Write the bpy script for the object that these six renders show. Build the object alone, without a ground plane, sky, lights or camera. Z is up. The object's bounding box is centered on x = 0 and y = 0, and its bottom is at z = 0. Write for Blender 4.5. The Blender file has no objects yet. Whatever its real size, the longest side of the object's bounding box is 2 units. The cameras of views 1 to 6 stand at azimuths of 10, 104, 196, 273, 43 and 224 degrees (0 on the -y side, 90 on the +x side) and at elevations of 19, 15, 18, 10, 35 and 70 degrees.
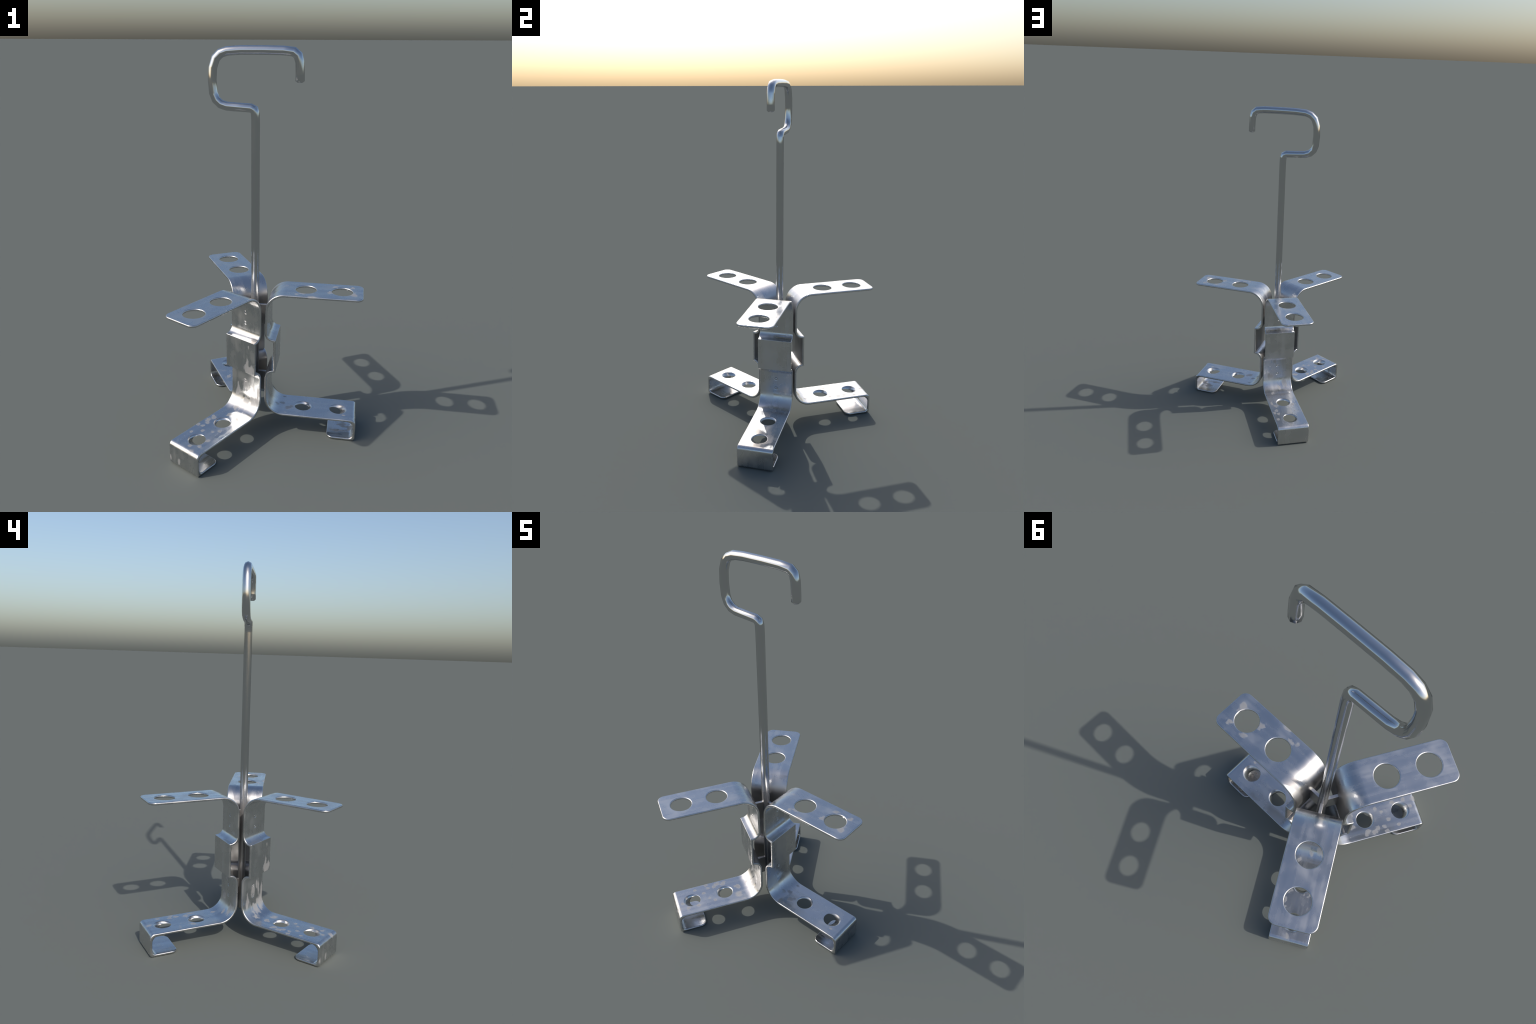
"""A bent-wire hook held by three folded, punched sheet-metal brackets.

All lengths are metres.  Each bracket is described by a side profile in (r, z)
(r = distance from the rod) that a flat punched plate is folded along.
"""
import math
import bpy
import bmesh
from mathutils import Vector, Matrix

AXIS_X = -0.097                 # the rod stands here (y = 0)
BRACKET_ANGLES = (0.0, 120.0, 240.0)

# ---------------------------------------------------------------- bracket sizes
T = 0.0130                      # sheet thickness
H = T / 2
HALF_W = 0.0988                 # half width of the strip
EDGE = 0.0054                   # rounding of the cut edges
R_TIP, R_FOOT, R_LIP = 0.5570, 0.5560, 0.4030
Z_ARM, Z_LEG, Z_LIP = 0.8155 - H, 0.1250 - H, H
R_WALL, R_CLIP = 0.0655 + H, 0.1237 - H
Z_SHELF, DROP = 0.4645 + 0.0880, 0.0060
Z_SILL = 0.4645 - 0.0880
END_ROUND = 0.036               # plan radius of the free ends
HOLE_R = (0.2645, 0.4495)       # hole centres along arm and leg
ARM_HOLE, LEG_HOLE_TOP, LEG_HOLE = 0.0528, 0.0465, 0.0400

# corner: (r, z, fillet on the rod side, fillet on the outward side, steps)
CORNERS = [
    (R_TIP, Z_ARM, 0, 0, 0),
    (R_WALL, Z_ARM, 0.1000, 0.0870, 18),
    (R_WALL, Z_SHELF + DROP, 0.0480, 0.0365, 12),
    (R_CLIP, Z_SHELF, 0.0020, 0.0026, 3),
    (R_CLIP, Z_SILL, 0.0020, 0.0045, 3),
    (R_WALL, Z_SILL - DROP, 0.0480, 0.0365, 12),
    (R_WALL, Z_LEG, 0.1000, 0.0870, 18),
    (R_FOOT - H, Z_LEG, 0.0350, 0.0225, 10),
    (R_FOOT - H, Z_LIP, 0.0250, 0.0125, 10),
    (R_LIP, Z_LIP, 0, 0, 0),
]


def offset_corners(points, d):
    """Mitred parallel of an open polyline; d > 0 is to the left of travel."""
    out = []
    n = len(points)
    for i, p in enumerate(points):
        normals = []
        for a, b in ((i - 1, i), (i, i + 1)):
            if a >= 0 and b < n:
                t = (points[b] - points[a]).normalized()
                normals.append(Vector((-t.y, t.x)))
        m = sum(normals, Vector((0, 0)))
        m.normalize()
        out.append(p + m * (d / m.dot(normals[0])))
    return out


def fillet_chain(points, radii, steps):
    """Stations (point, tangent) of a polyline with its corners rounded."""
    chain = []
    n = len(points)
    for i, p in enumerate(points):
        if i in (0, n - 1):
            q = points[1] if i == 0 else points[n - 2]
            t = (q - p).normalized() if i == 0 else (p - q).normalized()
            chain.append((p, t))
            continue
        t0 = (p - points[i - 1]).normalized()
        t1 = (points[i + 1] - p).normalized()
        turn = math.atan2(t0.x * t1.y - t0.y * t1.x, t0.dot(t1))
        k = radii[i] * math.tan(abs(turn) / 2)
        start = p - t0 * k
        side = Vector((-t0.y, t0.x)) * math.copysign(1, turn)
        centre = start + side * radii[i]
        for j in range(steps[i] + 1):
            a = turn * j / steps[i]
            ca, sa = math.cos(a), math.sin(a)
            v = start - centre
            chain.append((centre + Vector((v.x * ca - v.y * sa, v.x * sa + v.y * ca)),
                          Vector((t0.x * ca - t0.y * sa, t0.x * sa + t0.y * ca))))
    return chain


def fold_stations():
    base = [Vector((c[0], c[1])) for c in CORNERS]
    steps = [c[4] for c in CORNERS]
    # travel runs tip -> rod -> foot -> lip: the rod side is on the right
    inner = fillet_chain(offset_corners(base, -H), [c[2] for c in CORNERS], steps)
    outer = fillet_chain(offset_corners(base, H), [c[3] for c in CORNERS], steps)
    s, stations = 0.0, []
    for i, (p, q) in enumerate(zip(inner, outer)):
        mid = (p[0] + q[0]) / 2
        if i:
            s += (mid - stations[-1]["mid"]).length
        stations.append({"s": s, "p": p[0], "q": q[0], "tp": p[1], "tq": q[1], "mid": mid})
    return stations


STATIONS = fold_stations()
LENGTH = STATIONS[-1]["s"]


def locate(s):
    for a, b in zip(STATIONS, STATIONS[1:]):
        if s <= b["s"] + 1e-9:
            f = (s - a["s"]) / max(b["s"] - a["s"], 1e-9)
            return a, b, min(max(f, 0), 1)
    return STATIONS[-2], STATIONS[-1], 1.0


def fold(s, y, t):
    """Flat plate (s along, y across, t through, -H..H) -> folded position, frame."""
    a, b, f = locate(s)
    p, q = a["p"].lerp(b["p"], f), a["q"].lerp(b["q"], f)
    k = (t + H) / T
    pos = p.lerp(q, k)
    tan = a["tp"].lerp(b["tp"], f).lerp(a["tq"].lerp(b["tq"], f), k).normalized()
    nor = Vector((-tan.y, tan.x))          # towards the outward side
    return (Vector((pos.x, y, pos.y)), Vector((tan.x, 0, tan.y)), Vector((nor.x, 0, nor.y)))


def s_on_arm(r):
    return STATIONS[0]["mid"].x - r


def s_on_leg(r):
    for a, b in zip(STATIONS, STATIONS[1:]):
        if abs(a["mid"].y - Z_LEG) < 1e-3 and abs(b["mid"].y - Z_LEG) < 1e-3 and a["mid"].x <= r <= b["mid"].x:
            return a["s"] + (r - a["mid"].x)
    raise ValueError(r)


# ---------------------------------------------------------------- flat plate
def plate_outline():
    pts = []
    corners = ((0, -HALF_W, 180), (LENGTH, -HALF_W, 270), (LENGTH, HALF_W, 0), (0, HALF_W, 90))
    n = 9
    for s, y, start in corners:
        cs = s + (END_ROUND if s == 0 else -END_ROUND)
        cy = y + (END_ROUND if y < 0 else -END_ROUND)
        for j in range(n + 1):
            a = math.radians(start + 90 * j / n)
            d = Vector((math.cos(a), math.sin(a)))
            pts.append((Vector((cs, cy)) + d * END_ROUND, d))
    return pts


def circle_outline(s, radius, n=40):
    out = []
    for j in range(n):
        a = -2 * math.pi * j / n
        d = Vector((math.cos(a), math.sin(a)))
        out.append((Vector((s, 0)) + d * radius, -d))
    return out


def edge_rings(flare=0.0):
    """Rings round a cut edge, outward side (t = H) first: (inset, t, tilt)."""
    rings = []
    n = 3
    for j in range(n + 1):
        a = math.pi / 2 * j / n
        rings.append((EDGE * (1 - math.sin(a)), H - EDGE * (1 - math.cos(a)), math.pi / 2 - a))
    for j in range(n + 1):
        a = math.pi / 2 * j / n
        rings.append((EDGE * (1 - math.cos(a)), -H + EDGE * (1 - math.sin(a)), -a))
    if flare:
        # punched hole: dished lip on the outward side, sharp rim below
        rings = [(flare, H, math.radians(90)), (flare * 0.72, H - 0.0011, math.radians(62)),
                 (flare * 0.30, 0.0010, math.radians(38)), (0.0, -H - 0.0026, math.radians(20)),
                 (0.0012, -H - 0.0030, math.radians(-70)), (0.0050, -H, math.radians(-90))]
    return rings


def build_strip_mesh():
    bm = bmesh.new()
    # cut-edge direction and roll, kept on layers so that later cuts interpolate them
    ld = bm.verts.layers.float_vector.new("edge_dir")
    lt = bm.verts.layers.float.new("tilt")
    loops = [(plate_outline(), edge_rings())]
    for r in HOLE_R:
        loops.append((circle_outline(s_on_arm(r), ARM_HOLE), edge_rings()))
    for r in HOLE_R:
        loops.append((circle_outline(s_on_leg(r), LEG_HOLE), edge_rings(LEG_HOLE_TOP - LEG_HOLE)))
    tops, bottoms = [], []
    for outline, rings in loops:
        grid = []
        for inset, t, tilt in rings:
            row = []
            for p, d in outline:
                v = bm.verts.new((p.x - d.x * inset, p.y - d.y * inset, t))
                v[ld] = (d.x, d.y, 0)
                v[lt] = tilt
                row.append(v)
            grid.append(row)
        n = len(outline)
        for a, b in zip(grid, grid[1:]):
            for j in range(n):
                k = (j + 1) % n
                bm.faces.new((a[j], b[j], b[k], a[k]))
        tops.append(grid[0])
        bottoms.append(grid[-1])
    bm.edges.ensure_lookup_table()
    for group in (tops, bottoms):
        edges = []
        for row in group:
            for j in range(len(row)):
                e = bm.edges.get((row[j], row[(j + 1) % len(row)]))
                edges.append(e)
        bmesh.ops.triangle_fill(bm, edges=edges, use_beauty=True)
    cuts = sorted({round(st["s"], 5) for st in STATIONS[1:-1]})
    extra = []
    for a, b in zip([0.0] + cuts, cuts + [LENGTH]):      # even spans on the straights
        k = int((b - a) / 0.045)
        extra += [a + (b - a) * (j + 1) / (k + 1) for j in range(k)]
    for s in sorted(cuts + extra):
        bmesh.ops.bisect_plane(bm, geom=bm.verts[:] + bm.edges[:] + bm.faces[:], dist=1e-6,
                               plane_co=(s, 0, 0), plane_no=(1, 0, 0))
    for y in (-0.06, -0.02, 0.02, 0.06):
        bmesh.ops.bisect_plane(bm, geom=bm.verts[:] + bm.edges[:] + bm.faces[:], dist=1e-6,
                               plane_co=(0, y, 0), plane_no=(0, 1, 0))
    normals = []
    for v in bm.verts:
        s, y, t = v.co
        pos, tan, nor = fold(s, y, t)
        d = Vector(v[ld])
        inner_cap = abs(abs(t) - H) < 1e-7
        if inner_cap:
            n = nor * math.copysign(1, t)
        else:
            tilt = v[lt]
            out = (tan * d.x + Vector((0, 1, 0)) * d.y).normalized()
            n = out * math.cos(tilt) + nor * math.sin(tilt)
        v.co = pos
        normals.append(n.normalized())
    bm.verts.layers.float_vector.remove(bm.verts.layers.float_vector["edge_dir"])
    bm.verts.layers.float.remove(bm.verts.layers.float["tilt"])
    bmesh.ops.recalc_face_normals(bm, faces=bm.faces[:])
    if bm.calc_volume(signed=True) < 0:
        bmesh.ops.reverse_faces(bm, faces=bm.faces[:])
    me = bpy.data.meshes.new("bracket_strip")
    bm.to_mesh(me)
    bm.free()
    for p in me.polygons:
        p.use_smooth = True
    me.normals_split_custom_set_from_vertices([tuple(n) for n in normals])
    return me


# ---------------------------------------------------------------- hooked rod
ROD_R = 0.0210
ROD_SIDES = 8
ROD_PATH = [                    # centre line (x, z) in the plane y = 0, bottom to tip
    (-0.0970, 0.1480), (-0.0972, 0.2000), (-0.0985, 1.6600), (-0.1000, 1.6940),
    (-0.1055, 1.7110), (-0.1220, 1.7190), (-0.1900, 1.7225), (-0.2380, 1.7255),
    (-0.2680, 1.7350), (-0.2895, 1.7550), (-0.3015, 1.7850), (-0.3060, 1.8450),
    (-0.3025, 1.9000), (-0.2880, 1.9420), (-0.2650, 1.9640), (-0.2340, 1.9745),
    (-0.1700, 1.9788), (-0.0600, 1.9792), (0.0300, 1.9780), (0.0770, 1.9730),
    (0.0970, 1.9570), (0.1055, 1.9270), (0.1082, 1.8750), (0.1086, 1.8375),
]


def build_rod_mesh():
    pts = [Vector((x, z)) for x, z in ROD_PATH]
    stations = []
    for i, p in enumerate(pts):
        a, b = pts[max(i - 1, 0)], pts[min(i + 1, len(pts) - 1)]
        t0 = (p - a).normalized() if i else (b - p).normalized()
        t1 = (b - p).normalized() if b != p else t0
        t = (t0 + t1).normalized()
        if i == 0:
            stations += [(p, t, 0.70), (p + t * 0.006, t, 1.0)]
        elif i == len(pts) - 1:
            stations += [(p - t * 0.007, t, 1.0), (p, t, 0.62)]
        else:
            stations.append((p, t, 1.0 / max(t.dot(t0), 0.7)))
    bm = bmesh.new()
    rows = []
    for p, t, k in stations:
        nor = Vector((-t.y, 0, t.x))
        row = []
        for j in range(ROD_SIDES):
            a = 2 * math.pi * j / ROD_SIDES
            # k widens the mitre in the bending plane (both ways when it tapers an end)
            d = nor * math.cos(a) * k + Vector((0, 1, 0)) * math.sin(a) * min(k, 1.0)
            row.append(bm.verts.new(Vector((p.x, 0, p.y)) + d * ROD_R))
        rows.append(row)
    for a, b in zip(rows, rows[1:]):
        for j in range(ROD_SIDES):
            k = (j + 1) % ROD_SIDES
            bm.faces.new((a[j], b[j], b[k], a[k]))
    bm.faces.new(rows[0])
    bm.faces.new(rows[-1][::-1])
    bmesh.ops.recalc_face_normals(bm, faces=bm.faces[:])
    me = bpy.data.meshes.new("hook_rod")
    bm.to_mesh(me)
    bm.free()
    for p in me.polygons:
        p.use_smooth = True
    return me


# ---------------------------------------------------------------- weld fins
def build_fin_mesh(z0, z1):
    """Small upright plate from the rod (r = 0.012) to the bracket wall."""
    bm = bmesh.new()
    bmesh.ops.create_cube(bm, size=1)
    r0, r1, half = 0.012, 0.0680, 0.0072
    for v in bm.verts:
        v.co = Vector((r0 + (v.co.x + 0.5) * (r1 - r0), v.co.y * 2 * half,
                       z0 + (v.co.z + 0.5) * (z1 - z0)))
    bmesh.ops.bevel(bm, geom=bm.edges[:], offset=0.0013, segments=2, affect="EDGES", profile=0.5)
    me = bpy.data.meshes.new("weld_fin")
    bm.to_mesh(me)
    bm.free()
    for p in me.polygons:                   # flat sides, soft rounded edges
        p.use_smooth = p.area < 1.0e-4
    return me


# ---------------------------------------------------------------- materials
class Nodes:
    def __init__(self, name):
        self.mat = bpy.data.materials.new(name)
        self.mat.use_nodes = True
        self.t = self.mat.node_tree
        self.bsdf = self.t.nodes["Principled BSDF"]

    def new(self, kind, **kw):
        n = self.t.nodes.new(kind)
        for k, v in kw.items():
            setattr(n, k, v)
        return n

    def link(self, a, b):
        self.t.links.new(a, b)

    def put(self, socket, value):
        if isinstance(value, bpy.types.NodeSocket):
            self.link(value, socket)
        else:
            socket.default_value = value

    def math(self, op, a, b=0.0, c=0.0, clamp=False):
        n = self.new("ShaderNodeMath", operation=op, use_clamp=clamp)
        for s, v in zip(n.inputs, (a, b, c)):
            self.put(s, v)
        return n.outputs[0]

    def step(self, value, lo, hi, a=0.0, b=1.0):
        n = self.new("ShaderNodeMapRange", interpolation_type="SMOOTHSTEP")
        for s, v in zip(n.inputs, (value, lo, hi, a, b)):
            self.put(s, v)
        return n.outputs[0]

    def noise(self, vector, scale, detail=2.0, rough=0.5, w=0.0):
        n = self.new("ShaderNodeTexNoise", noise_dimensions="4D")
        self.link(vector, n.inputs["Vector"])
        n.inputs["W"].default_value = w
        n.inputs["Scale"].default_value = scale
        n.inputs["Detail"].default_value = detail
        n.inputs["Roughness"].default_value = rough
        return n

    def stretch(self, vector, scale):
        n = self.new("ShaderNodeMapping")
        self.link(vector, n.inputs["Vector"])
        n.inputs["Scale"].default_value = scale
        return n.outputs[0]

    def mix_rgb(self, f, a, b):
        n = self.new("ShaderNodeMix", data_type="RGBA")
        self.put(n.inputs[0], f)
        self.put(n.inputs[6], a)
        self.put(n.inputs[7], b)
        return n.outputs[2]


METAL = (0.60, 0.605, 0.61, 1)
STAIN = (0.225, 0.212, 0.203, 1)


def strip_material(name, seed, low, high, stains):
    """Bright galvanised sheet with rolling streaks, weld dots and dull stains.

    low / high: how much speckling on the leg and on the arm; stains: larger
    blotches as (x, y, z, sx, sy, sz) in the bracket's own frame.
    """
    m = Nodes(name)
    co = m.new("ShaderNodeTexCoord").outputs["Object"]
    sep = m.new("ShaderNodeSeparateXYZ")
    m.link(co, sep.inputs[0])
    x, y, z = sep.outputs

    # streaks run along the strip: stretched both in r and z
    streak = m.noise(m.stretch(co, (2.5, 26.0, 2.5)), 1.8, 2, 0.5, seed).outputs[0]
    cloud = m.noise(co, 11.0, 2, 0.5, seed + 3).outputs[0]

    # speckles: small soft islands, denser near the lower bend
    cell = m.noise(m.stretch(co, (1.0, 1.2, 0.6)), 30.0, 1.5, 0.45, seed + 7).outputs[0]
    area = m.noise(co, 7.0, 1.0, 0.5, seed + 11).outputs[0]
    bias = m.step(z, 0.30, 0.60, low, high)
    level = m.math("ADD", m.math("MULTIPLY_ADD", area, 0.22, -0.11), m.math("ADD", cell, bias))
    speckle = m.step(level, 0.61, 0.78, 0.0, 0.36)

    wob = m.noise(m.stretch(co, (0.8, 1.3, 0.5)), 42.0, 2.5, 0.55, seed + 19)
    nearest = None
    for sx, sy, sz, rx, ry, rz in stains:
        v = m.new("ShaderNodeVectorMath", operation="MULTIPLY_ADD")
        m.link(co, v.inputs[0])
        v.inputs[1].default_value = (1 / rx, 1 / ry, 1 / rz)
        v.inputs[2].default_value = (-sx / rx, -sy / ry, -sz / rz)
        n = m.new("ShaderNodeVectorMath", operation="LENGTH")
        m.link(v.outputs[0], n.inputs[0])
        nearest = n.outputs["Value"] if nearest is None else m.math("MINIMUM", nearest, n.outputs["Value"])
    d = m.math("ADD", nearest, m.math("MULTIPLY_ADD", wob.outputs[0], 3.4, -1.7))
    stain = m.step(d, 1.30, 0.40)
    mask = m.math("MULTIPLY", m.math("MAXIMUM", speckle, stain), 0.53)

    # darker, rougher surface on the side that faces the rod
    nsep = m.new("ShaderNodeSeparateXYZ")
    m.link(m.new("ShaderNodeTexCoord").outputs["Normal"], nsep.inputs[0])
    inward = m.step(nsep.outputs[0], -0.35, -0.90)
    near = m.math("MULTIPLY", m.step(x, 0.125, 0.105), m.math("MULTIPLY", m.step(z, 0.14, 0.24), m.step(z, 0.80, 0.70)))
    inner_dark = m.math("MULTIPLY", inward, near)

    # colour
    tint = m.mix_rgb(m.step(cloud, 0.35, 0.7), METAL, (0.64, 0.635, 0.63, 1))
    tint = m.mix_rgb(m.math("MULTIPLY", inner_dark, 0.8), tint, (0.33, 0.325, 0.32, 1))
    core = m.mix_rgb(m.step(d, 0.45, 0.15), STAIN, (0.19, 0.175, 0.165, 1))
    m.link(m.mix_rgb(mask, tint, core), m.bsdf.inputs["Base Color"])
    m.link(m.math("SUBTRACT", 1.0, mask), m.bsdf.inputs["Metallic"])
    rough = m.math("ADD", m.step(streak, 0.32, 0.68, 0.18, 0.28), m.step(cloud, 0.42, 0.66, 0.0, 0.12))
    rough = m.math("MULTIPLY_ADD", inner_dark, 0.24, rough)
    m.link(m.math("MULTIPLY_ADD", mask, 0.25, rough), m.bsdf.inputs["Roughness"])

    # relief: rolling lines, faint ripple, spot-weld dots on the two walls
    ripple = m.noise(m.stretch(co, (2.5, 12.0, 2.5)), 2.2, 0, 0.5, seed + 29).outputs[0]
    height = m.math("MULTIPLY", ripple, 0.0014)
    wall = m.step(x, 0.0760, 0.0775)
    for zc in (0.634, 0.692, 0.2945, 0.2345):
        dz = m.math("SUBTRACT", z, zc)
        dist = m.math("SQRT", m.math("MULTIPLY_ADD", dz, dz, m.math("MULTIPLY", y, y)))
        ring = m.math("MULTIPLY", m.step(dist, 0.0028, 0.0062), m.step(dist, 0.0110, 0.0070))
        height = m.math("MULTIPLY_ADD", m.math("MULTIPLY", ring, wall), -0.0022, height)
    bump = m.new("ShaderNodeBump")
    bump.inputs["Strength"].default_value = 1.0
    bump.inputs["Distance"].default_value = 1.0
    m.link(height, bump.inputs["Height"])
    m.link(bump.outputs[0], m.bsdf.inputs["Normal"])
    return m.mat


def rod_material():
    m = Nodes("drawn_wire_steel")
    co = m.new("ShaderNodeTexCoord").outputs["Object"]
    streak = m.noise(m.stretch(co, (30.0, 30.0, 1.5)), 2.0, 3, 0.55, 2.0).outputs[0]
    sep = m.new("ShaderNodeSeparateXYZ")
    m.link(co, sep.inputs[0])
    z = sep.outputs[2]
    dull = m.step(z, 0.95, 0.72, 0.0, 0.55)                    # handled, greyish film near the joint
    inner_dark = m.step(z, 0.72, 0.64, 0.0, 0.65)                   # dark between the brackets
    film = m.mix_rgb(dull, METAL, (0.42, 0.40, 0.38, 1))
    m.link(m.mix_rgb(inner_dark, film, (0.26, 0.257, 0.255, 1)), m.bsdf.inputs["Base Color"])
    m.link(m.math("MULTIPLY_ADD", dull, -0.6, 1.0), m.bsdf.inputs["Metallic"])
    rough = m.step(streak, 0.3, 0.75, 0.10, 0.17)
    m.link(m.math("MULTIPLY_ADD", dull, 0.30, rough), m.bsdf.inputs["Roughness"])
    return m.mat


def fin_material():
    m = Nodes("darker_fin_steel")
    co = m.new("ShaderNodeTexCoord").outputs["Object"]
    grain = m.noise(co, 60.0, 3, 0.6, 5.0).outputs[0]
    m.bsdf.inputs["Base Color"].default_value = (0.50, 0.49, 0.48, 1)
    m.bsdf.inputs["Metallic"].default_value = 0.85
    m.link(m.step(grain, 0.3, 0.7, 0.30, 0.44), m.bsdf.inputs["Roughness"])
    return m.mat


# ---------------------------------------------------------------- assembly
def add(name, mesh, parent, matrix, material):
    ob = bpy.data.objects.new(name, mesh)
    bpy.context.scene.collection.objects.link(ob)
    ob.parent = parent
    ob.matrix_local = matrix
    if not mesh.materials:
        mesh.materials.append(material)
    ob.material_slots[0].link = "OBJECT"
    ob.material_slots[0].material = material
    return ob


# stains per bracket, in the bracket's own frame (r, across, z)
SPOT = 0.020                    # default height of a stain on the flat parts


def spots(z, *items):
    return [(r, y, z, a, b, SPOT) for r, y, a, b in items]


STAINS = {
    0.0: (21.0, -0.075, -0.055,
          spots(Z_ARM + H, (0.391, -0.022, .016, .018), (0.507, -0.030, .016, .022), (0.414, 0.060, .017, .013),
                (0.251, -0.058, .016, .012), (0.223, -0.075, .010, .010), (0.301, -0.093, .018, .009),
                (0.500, 0.055, .012, .012))
          + spots(Z_LEG + H, (0.128, -0.014, .014, .014), (0.152, 0.010, .016, .012), (0.156, 0.073, .012, .009),
                  (0.192, -0.030, .018, .014), (0.210, -0.017, .014, .010), (0.490, -0.053, .009, .008))
          + spots(Z_LIP + H, (0.481, 0.023, .030, .020), (0.521, -0.003, .020, .030), (0.453, -0.035, .03, .012))),
    120.0: (47.0, -0.040, -0.120,
            spots(Z_LEG + H, (0.273, -0.075, .022, .011), (0.310, -0.060, .020, .016), (0.361, -0.064, .013, .010),
                  (0.389, -0.083, .016, .011), (0.400, -0.062, .012, .009), (0.459, -0.080, .013, .010),
                  (0.306, 0.050, .018, .022), (0.528, -0.011, .014, .012), (0.154, -0.045, .012, .012))
            + [(0.0785, -0.054, 0.220, .02, .018, .026), (0.0785, -0.019, 0.328, .02, .010, .014),
               (0.100, 0.050, 0.170, .04, .030, .030), (0.118, 0.012, 0.150, .018, .014, .014)]),
    240.0: (5.0, -0.045, -0.120,
            spots(Z_LEG + H, (0.430, -0.070, .011, .010), (0.350, -0.058, .014, .010), (0.360, -0.085, .012, .009),
                  (0.386, -0.031, .013, .010), (0.362, 0.020, .013, .011), (0.335, 0.045, .013, .011),
                  (0.516, 0.011, .010, .010), (0.489, 0.052, .010, .010), (0.297, -0.076, .020, .014),
                  (0.267, -0.062, .016, .016), (0.322, -0.063, .014, .012), (0.252, -0.082, .010, .009),
                  (0.190, -0.020, .018, .018), (0.199, 0.041, .020, .014), (0.434, 0.049, .012, .010),
                  (0.118, -0.027, .022, .024))
            + [(0.1235, 0.058, 0.395, .02, .028, .032), (0.1235, 0.050, 0.425, .02, .010, .022),
               (0.1235, 0.058, 0.530, .02, .005, .014), (0.0785, 0.003, 0.268, .02, .020, .036),
               (0.0785, 0.056, 0.263, .02, .010, .044), (0.0785, 0.085, 0.235, .02, .010, .060),
               (0.0830, -0.052, 0.208, .02, .018, .036), (0.0920, 0.066, 0.182, .03, .028, .040),
               (0.0960, 0.007, 0.165, .03, .040, .026), (0.0785, 0.035, 0.300, .02, .007, .030),
               (R_FOOT, -0.029, 0.039, .02, .009, .020), (R_FOOT, -0.092, 0.036, .02, .007, .014),
               (R_FOOT - 0.01, 0.044, 0.122, .02, .012, .012)]),
}


def main():
    top = bpy.data.objects.new("metal_hanger", None)
    top["label"] = "galvanised wire hook with three folded punched metal brackets"
    top["category"] = "metal hanger"
    bpy.context.scene.collection.objects.link(top)
    top.location = (AXIS_X, 0, 0)
    unshift = Matrix.Translation((-AXIS_X, 0, 0))

    add("hook_rod", build_rod_mesh(), top, unshift, rod_material())

    strip, fins = build_strip_mesh(), fin_material()
    fin_meshes = [build_fin_mesh(0.606, 0.717), build_fin_mesh(0.212, 0.323)]
    for angle in BRACKET_ANGLES:
        turn = Matrix.Rotation(math.radians(angle), 4, "Z")
        seed, low, high, stains = STAINS[angle]
        ob = add("bracket_strip", strip, top, turn,
                 strip_material("galvanised_sheet", seed, low, high, stains))
        for me in fin_meshes:
            add("weld_fin", me, ob, Matrix.Identity(4), fins)


main()
